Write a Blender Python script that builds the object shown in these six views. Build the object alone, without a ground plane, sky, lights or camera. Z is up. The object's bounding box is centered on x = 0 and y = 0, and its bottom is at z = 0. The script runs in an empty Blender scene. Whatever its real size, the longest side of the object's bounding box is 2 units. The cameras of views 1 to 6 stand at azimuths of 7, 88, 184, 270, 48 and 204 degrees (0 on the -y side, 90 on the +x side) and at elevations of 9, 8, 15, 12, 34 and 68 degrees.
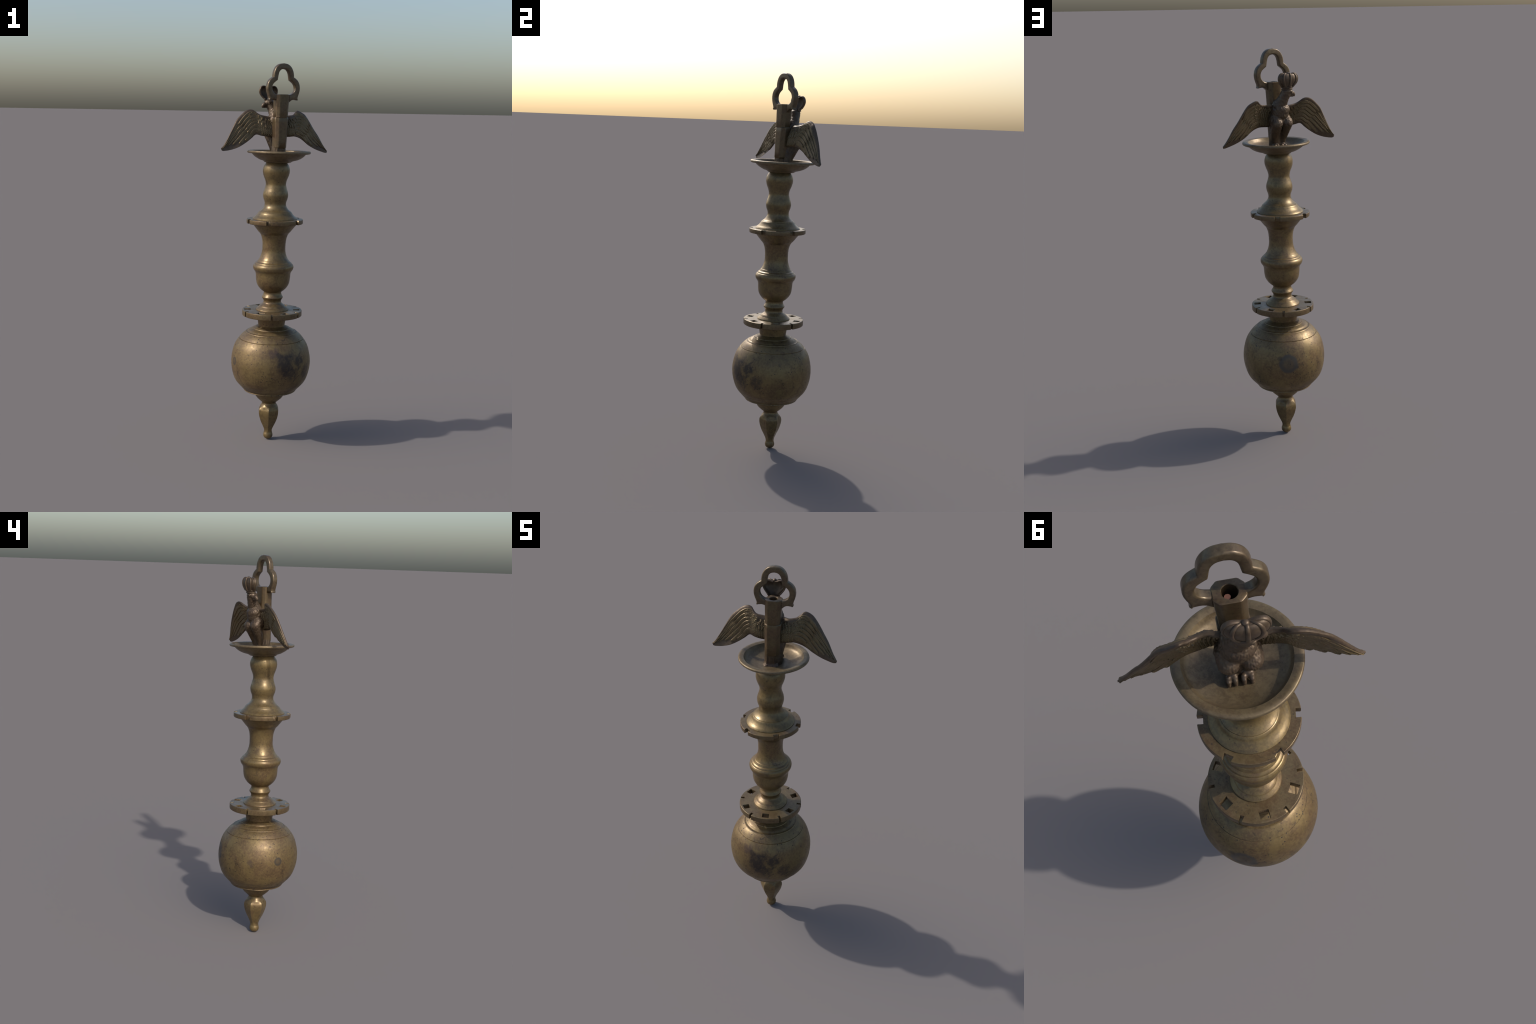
"""Turned brass hanging-lamp stem with a crowned eagle, drip pan and trefoil loop."""
import bpy, bmesh, math, random
from mathutils import Vector, noise

random.seed(7)
TAU = 2 * math.pi

# ------------------------------------------------------------------ helpers
def interp(x, table):
    if x <= table[0][0]:
        return table[0][1]
    for (a, va), (b, vb) in zip(table, table[1:]):
        if x <= b:
            return va + (vb - va) * (x - a) / (b - a)
    return table[-1][1]

def smooth(a, b, x):
    t = min(1.0, max(0.0, (x - a) / (b - a)))
    return t * t * (3 - 2 * t)

# the stem leans and bends slightly: axis position by height
AXIS_X = [(0, -.0095), (.15, -.0080), (.25, -.0045), (.446, -.0019), (.70, .0009), (.95, .0037), (1.187, .0072), (1.45, .0108), (1.55, .0115)]
AXIS_Y = [(0, .0065), (.15, .0055), (.25, .0035), (.446, .0003), (.70, .0000), (.95, .0022), (1.187, .0030), (1.55, .0035)]
def axis(z):
    return interp(z, AXIS_X), interp(z, AXIS_Y)

def catmull(points, per=6):
    """points: (r, z) or (r, z, 1) where 1 marks a hard corner. Returns dense polyline."""
    runs, cur = [], []
    for p in points:
        cur.append((p[0], p[1]))
        if len(p) > 2 and len(cur) > 1:
            runs.append(cur)
            cur = [(p[0], p[1])]
    if len(cur) > 1:
        runs.append(cur)
    out = []
    for run in runs:
        n = len(run)
        for i in range(n - 1):
            p1, p2 = Vector(run[i]), Vector(run[i + 1])
            p0 = Vector(run[i - 1]) if i > 0 else p1 * 2 - p2
            p3 = Vector(run[i + 2]) if i + 2 < n else p2 * 2 - p1
            d1 = max((p2 - p1).length, 1e-6)
            d0 = max((p1 - p0).length, 1e-6)
            d2 = max((p3 - p2).length, 1e-6)
            m1 = ((p1 - p0) / d0 * d1 + (p2 - p1) / d1 * d0) / (d0 + d1) * d1
            m2 = ((p2 - p1) / d1 * d2 + (p3 - p2) / d2 * d1) / (d1 + d2) * d1
            steps = 1 if n == 2 else per
            for k in range(steps):
                t = k / steps
                h = (2*t**3 - 3*t**2 + 1) * p1 + (t**3 - 2*t**2 + t) * m1 + (-2*t**3 + 3*t**2) * p2 + (t**3 - t**2) * m2
                out.append((max(h.x, 0.0), h.y))
    out.append(runs[-1][-1])
    return out

def groove(r, z, slope_r, slope_z, w=.0022, depth=.0022):
    """three points cutting a small V groove into a profile running along (slope_r, slope_z)"""
    L = math.hypot(slope_r, slope_z)
    tr, tz = slope_r / L, slope_z / L
    nr, nz = tz, -tr
    if nr < 0:
        nr, nz = -nr, -nz
    return [(r - tr * w, z - tz * w, 1), (r - nr * depth, z - nz * depth, 1), (r + tr * w, z + tz * w, 1)]

def new_object(name, verts, faces, mat, parent=None, sharp=35):
    me = bpy.data.meshes.new(name)
    me.from_pydata([tuple(v) for v in verts], [], faces)
    me.validate()
    bm = bmesh.new()
    bm.from_mesh(me)
    bmesh.ops.recalc_face_normals(bm, faces=bm.faces)
    bm.to_mesh(me)
    bm.free()
    me.polygons.foreach_set("use_smooth", [True] * len(me.polygons))
    if sharp:
        me.set_sharp_from_angle(angle=math.radians(sharp))
    ob = bpy.data.objects.new(name, me)
    bpy.context.scene.collection.objects.link(ob)
    if mat:
        me.materials.append(mat)
    if parent:
        ob.parent = parent
    return ob

def lathe(name, profile, mat, parent, centre=axis, seg=144, shape=None, wobble=.0006, tilt=(0, 0), seed=0.0):
    verts, faces, rings = [], [], []
    for r, z in profile:
        cx, cy = centre(z)
        if r < 1e-5:
            rings.append([len(verts)])
            verts.append((cx, cy, z))
            continue
        ring = []
        for k in range(seg):
            a = TAU * k / seg
            rr = r * (shape(a, z) if shape else 1)
            rr += wobble * noise.noise((1.6 * math.cos(a) + seed, 1.6 * math.sin(a), z * 14))
            x, y = rr * math.cos(a), rr * math.sin(a)
            ring.append(len(verts))
            verts.append((cx + x, cy + y, z - tilt[0] * x - tilt[1] * y))
        rings.append(ring)
    for A, B in zip(rings, rings[1:]):
        if len(A) == 1 and len(B) == 1:
            continue
        for k in range(seg):
            k2 = (k + 1) % seg
            if len(A) == 1:
                faces.append((A[0], B[k2], B[k]))
            elif len(B) == 1:
                faces.append((A[k], A[k2], B[0]))
            else:
                faces.append((A[k], A[k2], B[k2], B[k]))
    return new_object(name, verts, faces, mat, parent)

def apply_modifiers(ob):
    dg = bpy.context.evaluated_depsgraph_get()
    dg.update()
    me = bpy.data.meshes.new_from_object(ob.evaluated_get(dg))
    ob.modifiers.clear()
    ob.data = me

# ------------------------------------------------------------------ materials
def metal(name, base, warm, dark, spot_amount=.5, metallic=.55, rough=.42, patches=(), barbs=0, blotch_scale=9.0, streak=False):
    m = bpy.data.materials.new(name)
    m.use_nodes = True
    nt = m.node_tree
    N, L = nt.nodes, nt.links
    N.clear()
    out = N.new("ShaderNodeOutputMaterial")
    bsdf = N.new("ShaderNodeBsdfPrincipled")
    L.new(bsdf.outputs[0], out.inputs[0])
    tc = N.new("ShaderNodeTexCoord")

    def tex(scale, detail=4, rough_=.55, dist=0.0, vec=None):
        t = N.new("ShaderNodeTexNoise")
        t.inputs["Scale"].default_value = scale
        t.inputs["Detail"].default_value = detail
        t.inputs["Roughness"].default_value = rough_
        t.inputs["Distortion"].default_value = dist
        L.new(vec or tc.outputs["Object"], t.inputs["Vector"])
        return t.outputs["Fac"]

    def ramp(src, a, b, va=0.0, vb=1.0):
        r = N.new("ShaderNodeMapRange")
        r.interpolation_type = 'SMOOTHSTEP'
        L.new(src, r.inputs["Value"])
        r.inputs["From Min"].default_value = a
        r.inputs["From Max"].default_value = b
        r.inputs["To Min"].default_value = va
        r.inputs["To Max"].default_value = vb
        return r.outputs["Result"]

    def math_(op, a, b):
        n = N.new("ShaderNodeMath")
        n.operation = op
        for i, v in enumerate((a, b)):
            if isinstance(v, (int, float)):
                n.inputs[i].default_value = v
            else:
                L.new(v, n.inputs[i])
        return n.outputs[0]

    def mix(fac, ca, cb):
        n = N.new("ShaderNodeMix")
        n.data_type = 'RGBA'
        if isinstance(fac, (int, float)):
            n.inputs["Factor"].default_value = fac
        else:
            L.new(fac, n.inputs["Factor"])
        for sock, c in ((n.inputs[6], ca), (n.inputs[7], cb)):
            if isinstance(c, tuple):
                sock.default_value = (*c, 1)
            else:
                L.new(c, sock)
        return n.outputs[2]

    big = ramp(tex(blotch_scale, 6, .66, .8), .40, .62)
    col = mix(big, base, warm)
    mid = ramp(tex(blotch_scale * 3.6, 6, .7, .5), .42, .66)
    deep = tuple(c * .62 for c in warm)
    col = mix(math_('MULTIPLY', mid, .60), col, deep)
    fine = ramp(tex(95, 6, .72), .40, .66)
    lighter = tuple(c * 1.30 for c in base)
    col = mix(math_('MULTIPLY', fine, .55), col, lighter)
    # irregular tarnish stains, sized between the blotches and the pits
    stain = ramp(tex(24, 7, .72, .8), .58, .70)
    col = mix(math_('MULTIPLY', stain, .75 * spot_amount), col, dark)
    # small dark pits
    vor = N.new("ShaderNodeTexVoronoi")
    vor.inputs["Scale"].default_value = 62
    vor.inputs["Randomness"].default_value = 1
    L.new(tc.outputs["Object"], vor.inputs["Vector"])
    wob = tex(140, 3, .6)
    pit = ramp(math_('ADD', vor.outputs["Distance"], math_('MULTIPLY', wob, .45)), .30, .46, 1, 0)
    gate = ramp(tex(11, 4, .6), .40, .56)
    pit = math_('MULTIPLY', math_('MULTIPLY', pit, gate), spot_amount)
    col = mix(pit, col, dark)
    rough_add = pit
    # placed tarnish patches: (x, y, z, radius, strength, ragged, ring)
    if patches:
        warp = N.new("ShaderNodeTexNoise")
        warp.inputs["Scale"].default_value = 17
        warp.inputs["Detail"].default_value = 6
        warp.inputs["Roughness"].default_value = .68
        L.new(tc.outputs["Object"], warp.inputs["Vector"])
        crumble = ramp(tex(46, 7, .75, .4), .34, .54, .35, 1)
        for (x, y, z, rad, strength, ragged, ring, colour) in patches:
            d = N.new("ShaderNodeVectorMath")
            d.operation = 'DISTANCE'
            L.new(tc.outputs["Object"], d.inputs[0])
            d.inputs[1].default_value = (x, y, z)
            w = math_('MULTIPLY', math_('SUBTRACT', warp.outputs["Fac"], .5), ragged)
            dd = math_('ADD', d.outputs["Value"], w)
            mask = ramp(dd, rad * (.82 if ring else .45), rad * 1.05, 1, 0)
            if ring:
                inner = ramp(dd, rad * .35, rad * .75, .55, 1)
                mask = math_('MULTIPLY', mask, inner)
            if not ring:
                mask = math_('MULTIPLY', mask, crumble)
            col = mix(math_('MULTIPLY', mask, strength), col, colour)
    L.new(col, bsdf.inputs["Base Color"])
    bsdf.inputs["Metallic"].default_value = metallic
    rr = math_('ADD', ramp(tex(30, 5, .6), .3, .7, rough - .06, rough + .09), math_('MULTIPLY', rough_add, .2))
    L.new(rr, bsdf.inputs["Roughness"])
    bump = N.new("ShaderNodeBump")
    bump.inputs["Strength"].default_value = .22
    bump.inputs["Distance"].default_value = .002
    h = math_('SUBTRACT', math_('ADD', math_('MULTIPLY', tex(55, 4, .6), .7), math_('MULTIPLY', tex(180, 3, .6), .35)), math_('MULTIPLY', pit, .5))
    L.new(h, bump.inputs["Height"])
    L.new(bump.outputs[0], bsdf.inputs["Normal"])
    return m

OLIVE = (.162, .114, .048)
OLIVE_G = (.142, .110, .050)
BROWN = (.122, .077, .040)
DARK = (.026, .021, .022)
MET, RGH = .48, .36

globe_patches = [
    # big ragged tarnish on the side that faces +x -y
    (.095, -.185, .466, .062, .85, .10, 0, DARK),
    (.158, -.136, .472, .055, .85, .12, 0, DARK),
    (.126, -.166, .415, .060, .75, .14, 0, DARK),
    (.188, -.085, .418, .045, .65, .12, 0, DARK),
    (.026, -.195, .520, .030, .70, .05, 0, (.070, .045, .040)),
    (.066, -.190, .508, .024, .70, .05, 0, DARK),
    (.045, -.190, .545, .022, .50, .04, 0, (.075, .048, .042)),
    # round grey stain on the +y side, small ring stain on the -x side
    (-.040, .206, .461, .052, .90, .022, 1, (.062, .057, .052)),
    (.004, .206, .488, .017, .60, .02, 0, DARK),
    (-.183, -.106, .454, .0235, .90, .006, 1, (.060, .050, .040)),
    (-.207, .038, .448, .018, .65, .035, 0, (.070, .048, .040)),
    (-.206, .030, .432, .012, .65, .02, 0, (.070, .048, .040)),
]
m_globe = metal("tarnished_brass_globe", OLIVE, BROWN, DARK, .95, MET, RGH + .07, globe_patches, blotch_scale=7)
m_stem = metal("turned_brass_stem", OLIVE, BROWN, DARK, .55, MET, RGH, blotch_scale=8)
m_shaft = metal("turned_brass_shaft", OLIVE, (.124, .088, .045), DARK, .5, MET, RGH, blotch_scale=8)
m_disc = metal("brass_disc", (.138, .101, .051), BROWN, DARK, .55, MET, RGH, blotch_scale=12)
m_pan = metal("dull_brass_pan", (.150, .112, .061), (.128, .090, .052), DARK, .25, MET, RGH + .09, blotch_scale=10)
m_post = metal("brown_brass_post", (.102, .074, .038), (.100, .062, .035), DARK, .4, MET, RGH, blotch_scale=16)
m_loop = metal("brass_loop", (.112, .083, .047), (.095, .065, .040), DARK, .3, MET, RGH - .03, blotch_scale=16)
m_eagle = metal("brown_cast_brass", (.088, .062, .038), (.078, .051, .034), DARK, .35, MET, RGH + .10, blotch_scale=24)
m_feather = metal("feather_brass", (.130, .090, .047), (.132, .100, .048), DARK, .3, MET, RGH + .05, blotch_scale=30)
m_pin = metal("coppery_pin", (.22, .10, .065), (.18, .085, .06), DARK, .3, .5, .5)

root = bpy.data.objects.new("brass_lamp_stem", None)
root.empty_display_size = .2
bpy.context.scene.collection.objects.link(root)
root["label"] = "turned antique brass lamp stem with crowned eagle and trefoil hanging loop"
root["category"] = "lamp stem"

# ------------------------------------------------------------------ finial (hexagonal spindle below the globe)
def hexagon(a, z):
    f = smooth(.034, .055, z) * (1 - smooth(.170, .192, z))
    t = (a - math.radians(36)) % (TAU / 6) - TAU / 12
    flat = math.cos(TAU / 12) / math.cos(t)
    soft = 1 - (1 - flat) * .92
    return 1 + f * (soft - 1) * 1.0

finial = [(0, 0), (.010, .0004), (.0185, .005), (.0240, .0125), (.0256, .021), (.0243, .0300), (.0222, .0375), (.0225, .045),
          (.0245, .055), (.0325, .074), (.0435, .096), (.0555, .128), (.0600, .154), (.0578, .170), (.0503, .182), (.0425, .192), (.0378, .201), (.0370, .206), (.0370, .215)]
lathe("finial", catmull(finial, 6) + [(0, .215)], m_stem, root, shape=hexagon, seg=180)

# ------------------------------------------------------------------ globe with its bowl-shaped foot and neck
globe = [(0, .204), (.0365, .204, 1), (.0374, .2070, 1), (.0460, .2140), (.0560, .2230), (.0680, .2345), (.0770, .2480), (.0850, .2640), (.0885, .2760, 1), (.0890, .2830, 1),
         (.1290, .2830, 1), (.1330, .2790, 1), (.1385, .2780, 1), (.1405, .2805, 1), (.1395, .2830, 1),
         (.1455, .2905, 1), (.1480, .2915, 1), (.1520, .2975, 1), (.1545, .2985, 1), (.1640, .3085, 1), (.1655, .3110, 1), (.1740, .3195), (.1895, .3420), (.2015, .3750), (.2085, .4085), (.2103, .4460),
          (.2045, .4890), (.1900, .5340), (.1755, .5570)]
globe += groove(.1700, .5640, -.8, 1, .0020, .0020)
globe += [(.1570, .5790), (.1440, .5905), (.1365, .5955, 1), (.1350, .5985, 1), (.1325, .5990, 1), (.1300, .5990), (.1160, .6080), (.0985, .6160, 1), (.0970, .6190, 1), (.0940, .6195, 1),
          (.0850, .6245), (.0760, .6285), (.0700, .6325, 1), (.0700, .6360, 1), (.0718, .6480), (.0740, .6620), (.0755, .6850), (.0, .6850)]
lathe("globe", catmull(globe, 6), m_globe, root, seg=192, wobble=.0012, seed=3.1)

# ------------------------------------------------------------------ discs with square holes, slits and notches
def pierced_disc(name, z0, z1, radius, centre, mat, holes=(), cuts=(), seg=240, chamfer=.0025):
    prof = [(0, z0), (radius - chamfer, z0), (radius, z0 + chamfer), (radius, z1 - chamfer), (radius - chamfer, z1), (0, z1)]
    ob = lathe(name, prof, mat, root, centre=lambda z: centre, seg=seg, wobble=.0003)
    bm = bmesh.new()
    def box(ang, r0, r1, width, skew=0.0, width_in=None, z_lo=None):
        wi = width_in or width
        a = math.radians(ang)
        ca, sa = math.cos(a), math.sin(a)
        lo, hi = (z_lo if z_lo else z0 - .01), z1 + .01
        pts = []
        for z in (lo, hi):
            for r, t in ((r0, -wi / 2 + skew), (r1, -width / 2), (r1, width / 2), (r0, wi / 2 + skew)):
                pts.append(bm.verts.new((centre[0] + r * ca - t * sa, centre[1] + r * sa + t * ca, z)))
        for f in ((3, 2, 1, 0), (4, 5, 6, 7), (0, 1, 5, 4), (1, 2, 6, 5), (2, 3, 7, 6), (3, 0, 4, 7)):
            bm.faces.new([pts[i] for i in f])
    for h in holes:
        box(*h)
    for c in cuts:
        box(*c)
    me = bpy.data.meshes.new("cutter")
    bm.to_mesh(me)
    bm.free()
    cut = bpy.data.objects.new("cutter", me)
    bpy.context.scene.collection.objects.link(cut)
    mod = ob.modifiers.new("pierce", 'BOOLEAN')
    mod.operation = 'DIFFERENCE'
    mod.solver = 'EXACT'
    mod.object = cut
    bev = ob.modifiers.new("soft", 'BEVEL')
    bev.width = .0016
    bev.segments = 2
    bev.limit_method = 'ANGLE'
    bev.angle_limit = math.radians(50)
    wn = ob.modifiers.new("flat_faces", 'WEIGHTED_NORMAL')
    wn.keep_sharp = False
    wn.weight = 90
    apply_modifiers(ob)
    ob.data.polygons.foreach_set("use_smooth", [True] * len(ob.data.polygons))
    bpy.data.objects.remove(cut)
    return ob

rnd = random.Random(4)
slot_holes, slits = [], []
for k in range(6):
    slot_holes.append((6.6 + 60 * k + rnd.uniform(-1, 1), .1135 + rnd.uniform(-.001, .001), .1455 + rnd.uniform(-.001, .002), .034 + rnd.uniform(-.001, .003), rnd.uniform(-.004, .004)))
    a = 35.7 + 60 * k + rnd.uniform(-.8, .8)
    slits.append((a, .137, .175, .0095 + rnd.uniform(0, .002), rnd.uniform(-.002, .002), .0135))
pierced_disc("slotted_disc", .6870, .7165, .1580, axis(.70), m_disc, slot_holes, slits)

notches = []
for ang in (28.5, 89, 150, 208, 264, 328):
    notches.append((ang, .1300 + rnd.uniform(-.001, .001), .165, .0265 + rnd.uniform(-.001, .002), 0, .0285))
pierced_disc("notched_disc", 1.1768, 1.1998, .1477, axis(1.187), m_disc, (), notches)

# ------------------------------------------------------------------ baluster between the discs
baluster = [(0, .705), (.0830, .705, 1), (.0857, .7175, 1), (.0855, .7195), (.0800, .7260), (.0735, .7320, 1), (.0700, .7345, 1), (.0690, .7370, 1), (.0655, .7405), (.0560, .7478), (.0475, .7560), (.0462, .7620, 1),
            (.0470, .7675), (.0510, .7755), (.0548, .7810, 1), (.0556, .7835, 1), (.0553, .7865, 1), (.0520, .7920), (.0480, .7990), (.0462, .8060), (.0462, .8125, 1)]
baluster += [(.0540, .8190, 1), (.0583, .8222), (.0734, .8375), (.0840, .8560), (.0885, .8760), (.0902, .8950), (.0918, .9120), (.0955, .9220), (.1030, .9330), (.1064, .9460), (.1045, .9550), (.0990, .9628, 1),
             (.0960, .9640, 1), (.0950, .9665, 1), (.0935, .9690), (.0870, .9740, 1), (.0855, .9745, 1), (.0820, .9800), (.0785, .9850, 1), (.0772, .9855, 1), (.0740, .9910), (.0663, 1.0100), (.0619, 1.0290), (.0608, 1.0530), (.0618, 1.0790),
             (.0656, 1.1015), (.0720, 1.1195, 1), (.0732, 1.1205, 1), (.0800, 1.1305, 1), (.0825, 1.1315, 1), (.0930, 1.1445), (.1085, 1.1640), (.1160, 1.1730, 1), (.1160, 1.182, 1), (0, 1.182)]
lathe("baluster", catmull(baluster, 6), m_stem, root, wobble=.0008, seed=8)

# ------------------------------------------------------------------ double-bulb shaft with its flared foot
shaft = [(0, 1.195), (.1165, 1.195, 1), (.1165, 1.2025, 1), (.1130, 1.2065), (.1000, 1.2175), (.0920, 1.2265), (.0870, 1.2345), (.0845, 1.2375, 1), (.0815, 1.2385, 1), (.0810, 1.2405, 1),
         (.0715, 1.2480), (.0620, 1.2590), (.0566, 1.2705), (.0555, 1.2785), (.0570, 1.2905), (.0628, 1.3080), (.0652, 1.3250), (.0630, 1.3410), (.0568, 1.3605), (.0527, 1.3810),
         (.0560, 1.4005), (.0645, 1.4228), (.0700, 1.4470), (.0692, 1.4620), (.0645, 1.4780), (.0560, 1.4915), (.0500, 1.499), (0, 1.499)]
lathe("shaft", catmull(shaft, 7), m_shaft, root, wobble=.0008, seed=12)

# ------------------------------------------------------------------ drip pan
PAN = (.0212, .0150)
pan = [(0, 1.4935), (.0610, 1.4935), (.0680, 1.4950, 1), (.0720, 1.4985), (.0990, 1.5080), (.1240, 1.5215), (.1370, 1.5330), (.1410, 1.5385, 1), (.1500, 1.5398), (.1610, 1.5405), (.1655, 1.5435), (.1664, 1.5480),
       (.1645, 1.5525), (.1590, 1.5545), (.1480, 1.5538), (.1405, 1.5520, 1), (.1380, 1.5480), (.1310, 1.5380), (.1120, 1.5260), (.0820, 1.5180), (.0400, 1.5150), (0, 1.5150)]
def pan_centre(z):
    f = smooth(1.4935, 1.515, z)
    ax = axis(1.49)
    return (ax[0] + (PAN[0] - ax[0]) * (.45 + .55 * f), ax[1] + (PAN[1] - ax[1]) * (.45 + .55 * f))
lathe("drip_pan", catmull(pan, 6), m_pan, root, centre=pan_centre, wobble=.0022, tilt=(.012, .011), seed=20)

# ------------------------------------------------------------------ eagle frame: d along the wings, b towards the breast
ORIGIN = Vector((.031, .015, 0))
ANG = math.radians(35)
D = Vector((math.cos(ANG), math.sin(ANG), 0))
B = Vector((-math.sin(ANG), math.cos(ANG), 0))
def E(d, b, z):
    return ORIGIN + D * d + B * b + Vector((0, 0, z))
def lean(z):
    return -.004 - .013 * (1.84 - z) / .31

# ------------------------------------------------------------------ post: bored octagonal block, lower block, bark stump
def octagon(hw, front, back, c, n_round=5):
    """outline (d, b): front is at negative b"""
    base = [(-hw, back - c), (-hw, -front + c), (-hw + c, -front), (hw - c, -front), (hw, -front + c), (hw, back - c), (hw - c, back), (-hw + c, back)]
    # rounded corners
    out = []
    n = len(base)
    for i, p in enumerate(base):
        p = Vector(p)
        a, q = Vector(base[i - 1]), Vector(base[(i + 1) % n])
        e0 = p + (a - p).normalized() * min(.0048, (a - p).length * .4)
        e1 = p + (q - p).normalized() * min(.0048, (q - p).length * .4)
        for k in range(n_round + 1):
            t = k / n_round
            out.append(e0 * (1 - t) ** 2 + p * 2 * t * (1 - t) + e1 * t * t)
    return out

def loft(name, rings, mat, cap0=True, cap1=True, sharp=35):
    verts, faces = [], []
    n = len(rings[0])
    for ring in rings:
        verts += ring
    for i in range(len(rings) - 1):
        for k in range(n):
            k2 = (k + 1) % n
            faces.append((i * n + k, i * n + k2, (i + 1) * n + k2, (i + 1) * n + k))
    if cap0:
        faces.append(tuple(range(n)))
    if cap1:
        faces.append(tuple(range((len(rings) - 1) * n, len(rings) * n)))
    return new_object(name, verts, faces, mat, root, sharp)

def sec(z, hw, front, back, c, shrink=0.0):
    s = lean(z) + (.0030 if z < 1.7258 and front < .0325 else .0015)
    return [E(p.x + s, p.y, z) for p in octagon(hw - shrink, front - shrink, back - shrink, c)]

rings = [sec(1.722, .0348, .0326, .030, .0145, .003), sec(1.727, .0352, .0326, .030, .0145)]
for z, hw in ((1.76, .0362), (1.80, .0376), (1.835, .0388)):
    rings.append(sec(z, hw, .0326, .0300, .0150))
rings.append(sec(1.8405, .0388, .0326, .0300, .0150))
rings.append(sec(1.8425, .0388, .0326, .0300, .0150, .0022))
nring = len(rings[0])
outer_top = rings[-1]
hc = E(lean(1.84), 0, 0)
def hole_ring(z, r):
    # spread the bore's points evenly so it is round, starting where the outline starts
    v0 = outer_top[0] - hc
    a0 = math.atan2(v0.y, v0.x)
    v1 = outer_top[1] - hc
    turn = 1 if (v0.x * v1.y - v0.y * v1.x) > 0 else -1
    return [Vector((hc.x + r * math.cos(a0 + turn * TAU * k / nring), hc.y + r * math.sin(a0 + turn * TAU * k / nring), z)) for k in range(nring)]
for z, r in ((1.8425, .0205), (1.8405, .0190), (1.80, .0182), (1.775, .0180)):
    rings.append(hole_ring(z, r))
loft("socket_block", rings, m_post)
# pin lying in the bore
pin = []
for k in range(10):
    z = 1.774 + k * .0060
    pin.append([E(lean(1.84) + .006 + .0075 * math.cos(TAU * i / 16), .004 + .0075 * math.sin(TAU * i / 16), z) for i in range(16)])
loft("pin", pin, m_pin)

rings = [sec(1.566, .0330, .0318, .030, .0135, .004), sec(1.572, .0338, .0320, .030, .0135)]
for z, hw, fr in ((1.60, .0350, .0324), (1.65, .0370, .0320), (1.70, .0388, .0312), (1.7215, .0396, .0308)):
    rings.append(sec(z, hw, fr, .032, .0155))
rings.append(sec(1.7255, .0396, .0308, .032, .0155, .0020))
loft("post_block", rings, m_post)

rings = []
for i in range(24):
    z = 1.511 + .067 * i / 23
    f = 1 - smooth(1.512, 1.53, z)
    hw, fr = .0318 + .008 * f, .0285 + .008 * f
    ring = []
    pts = octagon(hw, fr, .036, .014, 5)
    # resample to a dense ring so the bark grooves have vertices
    dense = []
    for j in range(len(pts)):
        p, q = pts[j], pts[(j + 1) % len(pts)]
        steps = 2 if (q - p).length < .005 else 8
        dense += [p.lerp(q, t / steps) for t in range(steps)]
    for p in dense:
        v = p.normalized()
        g = noise.noise((p.x * 190, p.y * 190, z * 28)) * .0022 + noise.noise((p.x * 420, p.y * 420, z * 90)) * .0008
        q = p + v * g
        ring.append(E(q.x + lean(z), q.y, z))
    rings.append(ring)
loft("bark_stump", rings, m_eagle, sharp=60)

# ------------------------------------------------------------------ trefoil hanging loop (extruded, rounded outline)
def trefoil_outline():
    outer = [(.0390, 1.806, 1), (.0470, 1.8125), (.0600, 1.8165), (.0740, 1.8155), (.0855, 1.8135, 1), (.0875, 1.8165, 1), (.0855, 1.8220), (.0862, 1.8310, 1), (.0930, 1.8480), (.0978, 1.8670), (.0980, 1.8830), (.0935, 1.9010), (.0845, 1.9145), (.0720, 1.9245), (.0615, 1.9310, 1),
             (.0605, 1.9450), (.0555, 1.9640), (.0435, 1.9830), (.0240, 1.9960), (0, 2.0000)]
    inner = [(0, 1.9715), (.0165, 1.9675), (.0270, 1.9570), (.0325, 1.9420), (.0350, 1.9280), (.0375, 1.9150, 1), (.0520, 1.9050), (.0630, 1.8950), (.0690, 1.8820), (.0690, 1.8680), (.0620, 1.8540), (.0500, 1.8450), (.0380, 1.8415), (.0290, 1.8400, 1)]
    o = catmull([(p[0], p[1], 1) if len(p) > 2 else p for p in outer], 5)
    i_ = catmull(inner, 5)
    right = [(.0290, 1.800)] + o                   # from the post up round to the apex
    left = [(-x, z) for x, z in reversed(right[:-1])]
    inn_r = i_                                     # apex down to the post, right
    inn_l = [(-x, z) for x, z in inn_r[1:]]        # apex down to the post, left
    return right, left, inn_r, inn_l

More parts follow.
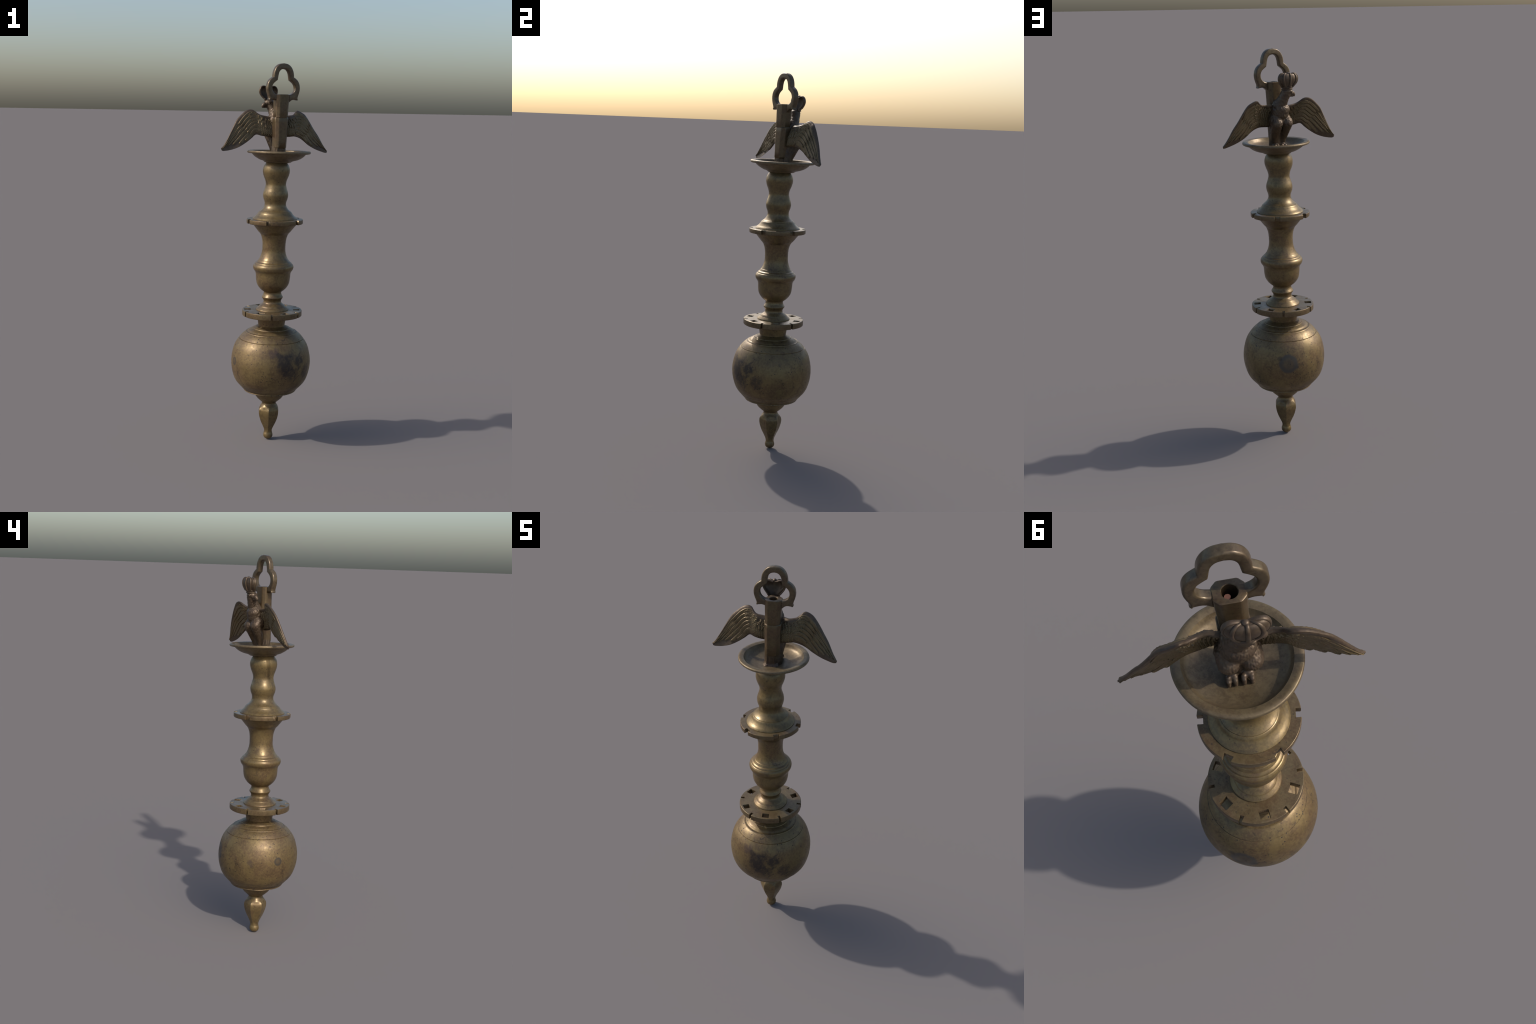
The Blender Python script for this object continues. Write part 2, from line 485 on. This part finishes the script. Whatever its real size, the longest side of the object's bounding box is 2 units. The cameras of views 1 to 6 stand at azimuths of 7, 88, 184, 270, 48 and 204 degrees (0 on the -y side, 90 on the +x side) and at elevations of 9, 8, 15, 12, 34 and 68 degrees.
def build_loop():
    right, left, inn_r, inn_l = trefoil_outline()
    cu = bpy.data.curves.new("loop_outline", 'CURVE')
    cu.dimensions = '2D'
    cu.fill_mode = 'BOTH'
    cu.extrude = .0142 - .0065
    cu.bevel_depth = .0065
    cu.bevel_resolution = 4
    cu.offset = -.0065
    # closed horseshoe: right outer up, left outer down, left inner up, right inner down
    ring = right + left + list(reversed(inn_l)) + inn_r
    sp = cu.splines.new('POLY')
    clean = []
    for p in ring:
        if not clean or math.hypot(p[0] - clean[-1][0], p[1] - clean[-1][1]) > 4e-4:
            clean.append(p)
    sp.points.add(len(clean) - 1)
    for q, p in zip(sp.points, clean):
        q.co = (p[0], p[1], 0, 1)
    sp.use_cyclic_u = True
    ob = bpy.data.objects.new("loop_curve", cu)
    bpy.context.scene.collection.objects.link(ob)
    dg = bpy.context.evaluated_depsgraph_get()
    dg.update()
    me = bpy.data.meshes.new_from_object(ob.evaluated_get(dg))
    bpy.data.objects.remove(ob)
    verts = [E(v.co.x * .972 + .003, v.co.z - .0035, v.co.y) for v in me.vertices]
    faces = [tuple(p.vertices) for p in me.polygons]
    lp = new_object("hanging_loop", verts, faces, m_loop, root, 40)
    bm = bmesh.new()
    bm.from_mesh(lp.data)
    bmesh.ops.remove_doubles(bm, verts=bm.verts, dist=1e-5)
    bmesh.ops.recalc_face_normals(bm, faces=bm.faces)
    bm.to_mesh(lp.data)
    bm.free()
    lp.data.set_sharp_from_angle(angle=math.radians(40))
    bpy.data.meshes.remove(me)
build_loop()

# ------------------------------------------------------------------ wings
WINGS = {
    -1: ([(-.010, .040, 1.722), (-.057, .052, 1.730), (-.092, .052, 1.736), (-.108, .060, 1.744), (-.124, .075, 1.759), (-.143, .080, 1.7635), (-.168, .081, 1.755), (-.197, .079, 1.732), (-.221, .076, 1.709),
          (-.244, .070, 1.673), (-.275, .064, 1.621), (-.302, .061, 1.580), (-.3165, .0590, 1.567)],
         [(-.010, .018, 1.626), (-.069, .023, 1.628), (-.103, .030, 1.633), (-.128, .040, 1.638), (-.152, .043, 1.619), (-.184, .041, 1.597), (-.222, .042, 1.575), (-.262, .049, 1.560), (-.300, .056, 1.5530), (-.3125, .058, 1.5545)]),
    1: ([(.000, .034, 1.728), (.035, .040, 1.735), (.061, .030, 1.735), (.090, .039, 1.738), (.109, .051, 1.748), (.120, .058, 1.757), (.134, .063, 1.760), (.156, .062, 1.751), (.175, .056, 1.737), (.198, .051, 1.705),
         (.222, .044, 1.665), (.245, .034, 1.629), (.268, .022, 1.583), (.284, .014, 1.557), (.2890, .012, 1.550)],
        [(.000, .006, 1.626), (.047, .003, 1.627), (.086, .011, 1.629), (.117, .013, 1.621), (.144, .016, 1.606), (.175, .016, 1.583), (.217, .011, 1.561), (.267, .006, 1.5435), (.2855, .009, 1.5410)]),
}
def resample3(pl, n):
    P = [Vector(p) for p in pl]
    # catmull in 3d
    dense = []
    for i in range(len(P) - 1):
        p1, p2 = P[i], P[i + 1]
        p0 = P[i - 1] if i else p1 * 2 - p2
        p3 = P[i + 2] if i + 2 < len(P) else p2 * 2 - p1
        for k in range(8):
            t = k / 8
            dense.append(.5 * ((2 * p1) + (p2 - p0) * t + (2*p0 - 5*p1 + 4*p2 - p3) * t*t + (-p0 + 3*p1 - 3*p2 + p3) * t**3))
    dense.append(P[-1])
    L = [0]
    for a, b in zip(dense, dense[1:]):
        L.append(L[-1] + (a - b).length)
    out, j = [], 0
    for k in range(n):
        t = L[-1] * k / (n - 1)
        while j < len(L) - 2 and L[j + 1] < t:
            j += 1
        f = (t - L[j]) / max(L[j + 1] - L[j], 1e-9)
        out.append(dense[j].lerp(dense[j + 1], f))
    return out

class WingSurface:
    N = 90
    def __init__(self, lead, trail, cup):
        self.cup = cup
        self.lead = resample3(lead, self.N)
        self.trail = resample3(trail, self.N)
    def mid(self, s, t):
        x = min(max(s, 0), 1) * (self.N - 1)
        i = min(int(x), self.N - 2)
        f = x - i
        a = self.lead[i].lerp(self.lead[i + 1], f)
        b = self.trail[i].lerp(self.trail[i + 1], f)
        p = a.lerp(b, -.012 + 1.026 * t)
        # cupped chord: the face towards the breast is slightly hollow
        cup = self.cup[0] + (self.cup[1] - self.cup[0]) * smooth(.40, .78, s)
        p.y += cup * 4 * t * (1 - t) * min(1, (a - b).length / .08)
        return p
    def half(self, s, t):
        edge = (1 - min(1, abs(2 * t - 1)) ** 4) ** .5
        root_ = .0040 + .0025 * (1 - smooth(.25, .9, s))
        return edge * (root_ * (1 - .45 * t))

def build_wing(side):
    W = WingSurface(*WINGS[side], (-.006, .008) if side < 0 else (-.008, -.002))
    NS, NT = 70, 22
    verts, faces = [], []
    ts = [.5 - .5 * math.cos(math.pi * k / NT) for k in range(NT + 1)]
    loop = [(t, 1) for t in ts] + [(t, -1) for t in reversed(ts[1:-1])]
    M = len(loop)
    for i in range(NS + 1):
        s = i / NS
        for t, sg in loop:
            p = W.mid(s, t)
            lead_thick = .0050 * math.exp(-((t - .07) / .09) ** 2) * (1 - .5 * s) * (1 if 0 < t < 1 else 0)
            h = W.half(s, t) + lead_thick
            h += .0006 * noise.noise((p.x * 90, p.z * 90, sg * 3.0)) * (1 if 0 < t < 1 else 0)
            if s > .985:
                h *= .6
            verts.append(E(p.x, p.y + sg * h, p.z))
    for i in range(NS):
        for k in range(M):
            k2 = (k + 1) % M
            faces.append((i * M + k, i * M + k2, (i + 1) * M + k2, (i + 1) * M + k))
    faces.append(tuple(range(M)))
    faces.append(tuple(range(NS * M, (NS + 1) * M)))
    wing = new_object("wing", verts, faces, m_eagle, root, 50)

    def feather(path, width, lift, face, rel=False, taper=.6, tilt=0.0):
        """path: (s, t) from root to tip; a flat vane with stepped edges, a shaft ridge and slanting barbs.
        With rel the width is a share of the local chord, so packed rows stay packed towards the tip."""
        n, m = 30, 11
        spine = []
        for k in range(n + 1):
            x = k / n * (len(path) - 1)
            i = min(int(x), len(path) - 2)
            f = x - i
            spine.append((path[i][0] + (path[i+1][0] - path[i][0]) * f, path[i][1] + (path[i+1][1] - path[i][1]) * f))
        centre = [W.mid(s, t) for s, t in spine]
        v, fcs = [], []
        length = sum((a - b).length for a, b in zip(centre, centre[1:]))
        for k in range(n + 1):
            u = k / n
            c = centre[k]
            tan = (centre[min(k + 1, n)] - centre[max(k - 1, 0)])
            tan = Vector((tan.x, tan.z)).normalized()
            nrm = Vector((-tan.y, tan.x))
            wprof = min(1, u / .10 + .45) * max(0, 1 - max(0, (u - taper) / (1 - taper)) ** 2.4) ** .6
            wprof = max(wprof, .03)
            chord = (W.mid(spine[k][0], 0) - W.mid(spine[k][0], 1)).length if rel else 1
            for j in range(m):
                x = -1 + 2 * j / (m - 1)
                w = width * chord * .5 * wprof * x
                edge = min(1, (1 - abs(x)) / .22)
                edge = edge * edge * (3 - 2 * edge)
                tip = 1 - smooth(.90, 1.0, u) * .55
                barb = math.sin(TAU * (u * length / .0085 - abs(x) * 1.0)) * .00085 * edge * (0 if k in (0, n) else 1)
                ridge = .0007 * math.exp(-(x / .13) ** 2)
                h = W.half(*spine[k]) * .88 + (lift * (.35 + .65 * u) * tip * (.35 + .65 * edge) + tilt * x * edge + ridge * edge + barb)
                v.append(E(c.x + nrm.x * w, c.y + face * h, c.z + nrm.y * w))
        top = len(v)
        for k in range(n + 1):
            h = W.half(*spine[k]) * .2
            q = E(centre[k].x, centre[k].y + face * h, centre[k].z)
            for j in range(m):
                p = v[k * m + j]
                v.append(p + B * (q - p).dot(B))
        for k in range(n):
            for j in range(m - 1):
                a = k * m + j
                fcs.append((a, a + 1, a + m + 1, a + m))
                fcs.append((top + a, top + a + m, top + a + m + 1, top + a + 1))
        for k in range(n):
            a, b_ = k * m, k * m + m - 1
            fcs.append((a, a + m, top + a + m, top + a))
            fcs.append((b_, top + b_, top + b_ + m, b_ + m))
        for j in range(m - 1):
            fcs.append((j, top + j, top + j + 1, j + 1))
            a = n * m + j
            fcs.append((a, a + 1, top + a + 1, top + a))
        new_object("feather", v, fcs, m_feather, wing, 45)

    rnd = random.Random(11 + side)
    for face in (1, -1):
        j_ = lambda a: rnd.uniform(-a, a)
        low = .95 if face > 0 else 1.0           # the breast side is cast in lower relief
        tl = .0007 * face * side
        # primaries: long, nearly parallel to the leading edge, tips on the trailing edge
        for k in range(6):
            t0 = .185 + .132 * k
            s1 = .990 - .036 * k - .009 * k * k
            t1 = min(.925, t0 + .035 * k + .02)
            s0 = .36 - .015 * k
            feather([(s0, t0), ((s0 + s1) / 2 + j_(.01), t0 * .6 + t1 * .4), (s1 - .04, t1 - .01), (s1, t1)], .126, .0046 * low, face, True, .70, tl)
        # greater coverts: one row over the roots of the primaries
        for k in range(6):
            t0 = .15 + .128 * k
            s1 = .600 - .024 * k + j_(.016)
            feather([(.22 + .008 * k, max(.12, t0 - .03)), ((.22 + s1) / 2, t0), (s1, t0 + .03)], .128, .0078 * low, face, True, .55, tl)
        # secondaries hanging from the arm
        for k in range(8):
            s0 = .035 + .029 * k
            feather([(s0 + .005, .42), (s0 + .012, .66), (s0 + .016 + j_(.004), .970 - .015 * (k % 2))], .0108, .0036 * low, face, False, .78, tl)
        # middle coverts above the secondaries, fanning round to the wrist
        for k in range(8):
            s0 = .035 + .034 * k
            fan = smooth(.16, .30, s0)
            feather([(s0, .24), (s0 + .010 + .04 * fan, .42 - .04 * fan), (s0 + .018 + .085 * fan + j_(.006), .61 - .10 * fan + j_(.03))], .0112, .0058 * low, face, False, .62, tl)
        # lesser coverts over the wrist
        for k in range(5):
            t0 = .16 + .11 * k
            feather([(.20 + .01 * k, t0), (.30 + .005 * k, t0 + .01), (.42 - .012 * k + j_(.012), t0 + .03)], .104, .0078 * low, face, True, .6, tl)
        # small scale-like coverts along the arm and wrist
        for row in range(3):
            for k in range(8):
                s0 = .03 + .040 * k + .018 * (row % 2) + j_(.006)
                t0 = .09 + .095 * row + j_(.018)
                dirs = smooth(.15, .34, s0)
                ds, dt = .012 + .060 * dirs, .15 - .09 * dirs
                feather([(s0, t0), (s0 + ds * .5, t0 + dt * .5), (s0 + ds, t0 + dt)], .0100, (.0074 - .0003 * row) * low, face, False, .5, 0)
    return wing

for side in (-1, 1):
    build_wing(side)

# ------------------------------------------------------------------ eagle body: one smooth skin, then split by region
def eagle_body():
    bm = bmesh.new()
    def ball(d, b, z, rd, rb=None, rz=None):
        rb, rz = rb or rd, rz or rd
        res = bmesh.ops.create_icosphere(bm, subdivisions=3, radius=1)
        for v in res["verts"]:
            v.co = E(d + v.co.x * rd, b + v.co.y * rb, z + v.co.z * rz)
    def chain(pts, n=8):
        for a, c in zip(pts, pts[1:]):
            for k in range(n):
                t = k / n
                ball(*[a[i] + (c[i] - a[i]) * t for i in range(4)])
        ball(*pts[-1])
    # trunk
    ball(-.006, .050, 1.700, .045, .044, .046)
    ball(-.009, .062, 1.712, .041, .037, .034)
    ball(-.006, .045, 1.662, .041, .036, .034)
    chain([(-.004, .030, 1.71, .036), (.004, .028, 1.64, .033), (.006, .020, 1.58, .030), (.004, .014, 1.52, .029)], 10)
    # neck and head
    chain([(-.002, .054, 1.728, .036), (-.006, .065, 1.746, .0295), (-.012, .077, 1.768, .0250), (-.019, .086, 1.790, .0250)], 8)
    ball(-.024, .089, 1.800, .0285, .0255, .021)
    ball(-.037, .089, 1.793, .0165, .0165, .0125)
    # beak
    chain([(-.044, .088, 1.7920, .0130), (-.056, .0865, 1.7900, .0115), (-.0635, .0855, 1.7845, .0085), (-.0660, .0850, 1.7775, .0052)], 6)
    chain([(-.044, .088, 1.7800, .0075), (-.056, .087, 1.7765, .0050)], 4)
    # brows
    ball(-.033, .110, 1.8015, .010, .006, .005)
    ball(-.033, .068, 1.8015, .010, .006, .005)
    # legs: full thighs, shins sloping back to the post, two stout front toes each
    for hip, knee, shin, low_, ankle, toes in (
            ((-.030, .046, 1.666, .033), (-.0365, .067, 1.648, .0285), (-.034, .045, 1.600, .0215), (-.031, .035, 1.573, .0175), (-.028, .030, 1.548, .0150), (-.0345, -.0145)),
            ((.017, .046, 1.664, .034), (.0200, .067, 1.646, .0285), (.0185, .044, 1.600, .0235), (.016, .033, 1.573, .0195), (.013, .029, 1.548, .0160), (.0070, .0240))):
        chain([hip, knee], 5)
        chain([knee, shin, low_, ankle], 8)
        d, b, z, r = ankle
        ball(d, b + .008, 1.534, .0180, .018, .015)
        for td in toes:
            chain([(d * .4 + td * .6, b + .010, 1.537, .0085), (td, b + .024, 1.5335, .0080), (td, b + .034, 1.5230, .0060)], 6)
            ball(td, b + .021, 1.5375, .0078)
            ball(td, b + .029, 1.5310, .0072)
    me = bpy.data.meshes.new("body")
    bm.to_mesh(me)
    bm.free()
    ob = bpy.data.objects.new("body", me)
    bpy.context.scene.collection.objects.link(ob)
    r = ob.modifiers.new("remesh", 'REMESH')
    r.mode = 'VOXEL'
    r.voxel_size = .0017
    s = ob.modifiers.new("smooth", 'SMOOTH')
    s.factor = .5
    s.iterations = 14
    apply_modifiers(ob)
    me = ob.data
    # plumage: short overlapping tufts pressed into breast, thighs and neck
    nrm = [v.normal.copy() for v in me.vertices]
    for v, n in zip(me.vertices, nrm):
        p = v.co - ORIGIN
        d, b, z = p.dot(D), p.dot(B), p.z
        plum = smooth(1.575, 1.60, z) * (1 - smooth(1.775, 1.79, z))
        w = noise.noise((d * 60, b * 60, z * 60)) * .5
        tuft = noise.noise((d * 210 + w, b * 210, z * 85 + abs(noise.noise((d * 80, b * 80, z * 40)))))
        ob_h = plum * .0014 * tuft + .0006 * noise.noise((d * 120, b * 120, z * 120))
        v.co += n * ob_h
    me.update()
    return ob

def split_body(ob):
    me = ob.data
    me.polygons.foreach_set("use_smooth", [True] * len(me.polygons))
    normals = [v.normal.copy() for v in me.vertices]
    def region(c):
        p = c - ORIGIN
        d, b, z = p.dot(D), p.dot(B), p.z
        if z > 1.776 + (d + .02) * .25:
            return "beak" if d < -.049 else "head"
        if z > 1.737:
            return "neck"
        if z < 1.672 and b > .030 + max(0, z - 1.60) * .15 - max(0, 1.58 - z) * .35:
            side = "a" if d < -.008 else "b"
            return ("foot_" if z < 1.556 else "leg_") + side
        if z < 1.640:
            return "tail"
        return "torso"
    groups = {}
    for p in me.polygons:
        groups.setdefault(region(p.center), []).append(p)
    for key, polys in groups.items():
        name = key.split("_")[0]
        remap, verts, faces = {}, [], []
        for p in polys:
            f = []
            for vi in p.vertices:
                if vi not in remap:
                    remap[vi] = len(verts)
                    verts.append(vi)
                f.append(remap[vi])
            faces.append(f)
        m2 = bpy.data.meshes.new(name)
        m2.from_pydata([me.vertices[i].co for i in verts], [], faces)
        m2.polygons.foreach_set("use_smooth", [True] * len(m2.polygons))
        m2.normals_split_custom_set_from_vertices([normals[i] for i in verts])
        m2.materials.append(m_eagle)
        o = bpy.data.objects.new(name, m2)
        bpy.context.scene.collection.objects.link(o)
        o.parent = root
    bpy.data.objects.remove(ob)
split_body(eagle_body())

# eyes
for bb in (.1115, .0665):
    bm = bmesh.new()
    bmesh.ops.create_uvsphere(bm, u_segments=16, v_segments=10, radius=.0042)
    me = bpy.data.meshes.new("eye")
    for v in bm.verts:
        v.co += E(-.036, bb, 1.7965)
    bm.to_mesh(me)
    bm.free()
    me.polygons.foreach_set("use_smooth", [True] * len(me.polygons))
    me.materials.append(m_eagle)
    o = bpy.data.objects.new("eye", me)
    bpy.context.scene.collection.objects.link(o)
    o.parent = root

# ------------------------------------------------------------------ crown: half shell, open at the back, arches, bands, orb
CD, CB = -.0225, .1005
CROWN = [(.0255, 1.808), (.0268, 1.816), (.0300, 1.824), (.0370, 1.832), (.0455, 1.842), (.0505, 1.852), (.0520, 1.861), (.0500, 1.871), (.0440, 1.880), (.0340, 1.8850), (.0220, 1.8840), (.0110, 1.8805), (.0020, 1.879)]
prof = catmull(CROWN, 4)
def crown_point(u, phi, out=0.0):
    """u along the profile 0..1, phi 0..pi across the front half"""
    x = u * (len(prof) - 1)
    i = min(int(x), len(prof) - 2)
    f = x - i
    r = prof[i][0] + (prof[i+1][0] - prof[i][0]) * f
    z = prof[i][1] + (prof[i+1][1] - prof[i][1]) * f
    puff = smooth(.18, .4, u) * (1 - smooth(.85, 1, u))
    lobes = 1 + .07 * puff * (abs(math.sin(4 * phi)) - .6)
    depth = .53 + .40 * (1 - smooth(.05, .35, u))
    slant = -.010 * (1 - smooth(1.808, 1.845, z))      # the band sits back on the head
    return (CD + (r + out) * math.cos(phi) * lobes, CB + slant + (r * depth + out) * math.sin(phi) * lobes, z)

NU, NP = 48, 60
verts, faces = [], []
for shell in (0.0, -.0042):
    for i in range(NU + 1):
        for k in range(NP + 1):
            verts.append(E(*crown_point(i / NU, math.pi * k / NP, shell)))
off = (NU + 1) * (NP + 1)
for i in range(NU):
    for k in range(NP):
        a = i * (NP + 1) + k
        faces.append((a, a + 1, a + NP + 2, a + NP + 1))
        faces.append((off + a, off + a + NP + 1, off + a + NP + 2, off + a + 1))
    for k in (0, NP):
        a = i * (NP + 1) + k
        faces.append((a, a + NP + 1, off + a + NP + 1, off + a))
for k in range(NP):
    a = k
    faces.append((a, off + a, off + a + 1, a + 1))
    a = NU * (NP + 1) + k
    faces.append((a, a + 1, off + a + 1, off + a))
crown = new_object("crown", verts, faces, m_eagle, root, 60)

def tube(name, pts, radii, mat, parent, seg=12):
    verts, faces = [], []
    n = len(pts)
    for i, p in enumerate(pts):
        t = (pts[min(i + 1, n - 1)] - pts[max(i - 1, 0)]).normalized()
        up = Vector((0, 0, 1)) if abs(t.z) < .9 else D
        x = t.cross(up).normalized()
        y = x.cross(t)
        for k in range(seg):
            a = TAU * k / seg
            verts.append(p + (x * math.cos(a) + y * math.sin(a)) * radii[i])
    for i in range(n - 1):
        for k in range(seg):
            k2 = (k + 1) % seg
            faces.append((i * seg + k, i * seg + k2, (i + 1) * seg + k2, (i + 1) * seg + k))
    faces.append(tuple(range(seg)))
    faces.append(tuple(range((n - 1) * seg, n * seg)))
    return new_object(name, verts, faces, mat, parent, 60)

def ribbon(name, phi, width, thick, mat, parent, back=0.0):
    """arch strap following the crown profile; rounded section, wider than thick"""
    pts, n, seg = [], 34, 12
    verts, faces = [], []
    for k in range(n + 1):
        u = .16 + .84 * k / n
        p = Vector(crown_point(u, phi, .0016))
        q = Vector(crown_point(min(1, u + .02), phi, .0004)) - Vector(crown_point(u - .02, phi, .0004))
        side = Vector((-math.sin(phi), math.cos(phi) * .6, 0))
        if phi < .1 or phi > 3.0:
            side = Vector((0, 1, 0))
        side.normalize()
        out = q.cross(side).normalized()
        shrink = 1 - .30 * k / n
        for i in range(seg):
            a = TAU * i / seg
            o = side * math.cos(a) * width * .5 * shrink + out * math.sin(a) * thick * .5
            verts.append(E(p.x + o.x, p.y + o.y + back, p.z + o.z))
    for k in range(n):
        for i in range(seg):
            i2 = (i + 1) % seg
            faces.append((k * seg + i, k * seg + i2, (k + 1) * seg + i2, (k + 1) * seg + i))
    faces.append(tuple(range(seg)))
    faces.append(tuple(range(n * seg, (n + 1) * seg)))
    return new_object(name, verts, faces, mat, parent, 60)
ribbon("crown_arch", .02, .0165, .0075, m_eagle, crown, .002)
ribbon("crown_arch", math.pi - .02, .0165, .0075, m_eagle, crown, .002)
for f in (.27, .5, .73):
    ribbon("crown_arch", math.pi * f, .0125, .0080, m_eagle, crown)
for u, rad in ((.04, .0026), (.13, .0026)):
    pts = [E(*crown_point(u, math.pi * (-.10 + 1.20 * k / 40), .0006)) for k in range(41)]
    tube("crown_band", pts, [rad] * 41, m_eagle, crown)
bm = bmesh.new()
bmesh.ops.create_uvsphere(bm, u_segments=24, v_segments=14, radius=.0085)
for v in bm.verts:
    v.co = E(CD + .002 + v.co.x * 1.05, CB + .008 + v.co.y, 1.8845 + v.co.z * .85)
me = bpy.data.meshes.new("crown_orb")
bm.to_mesh(me)
bm.free()
me.polygons.foreach_set("use_smooth", [True] * len(me.polygons))
me.materials.append(m_eagle)
o = bpy.data.objects.new("crown_orb", me)
bpy.context.scene.collection.objects.link(o)
o.parent = crown
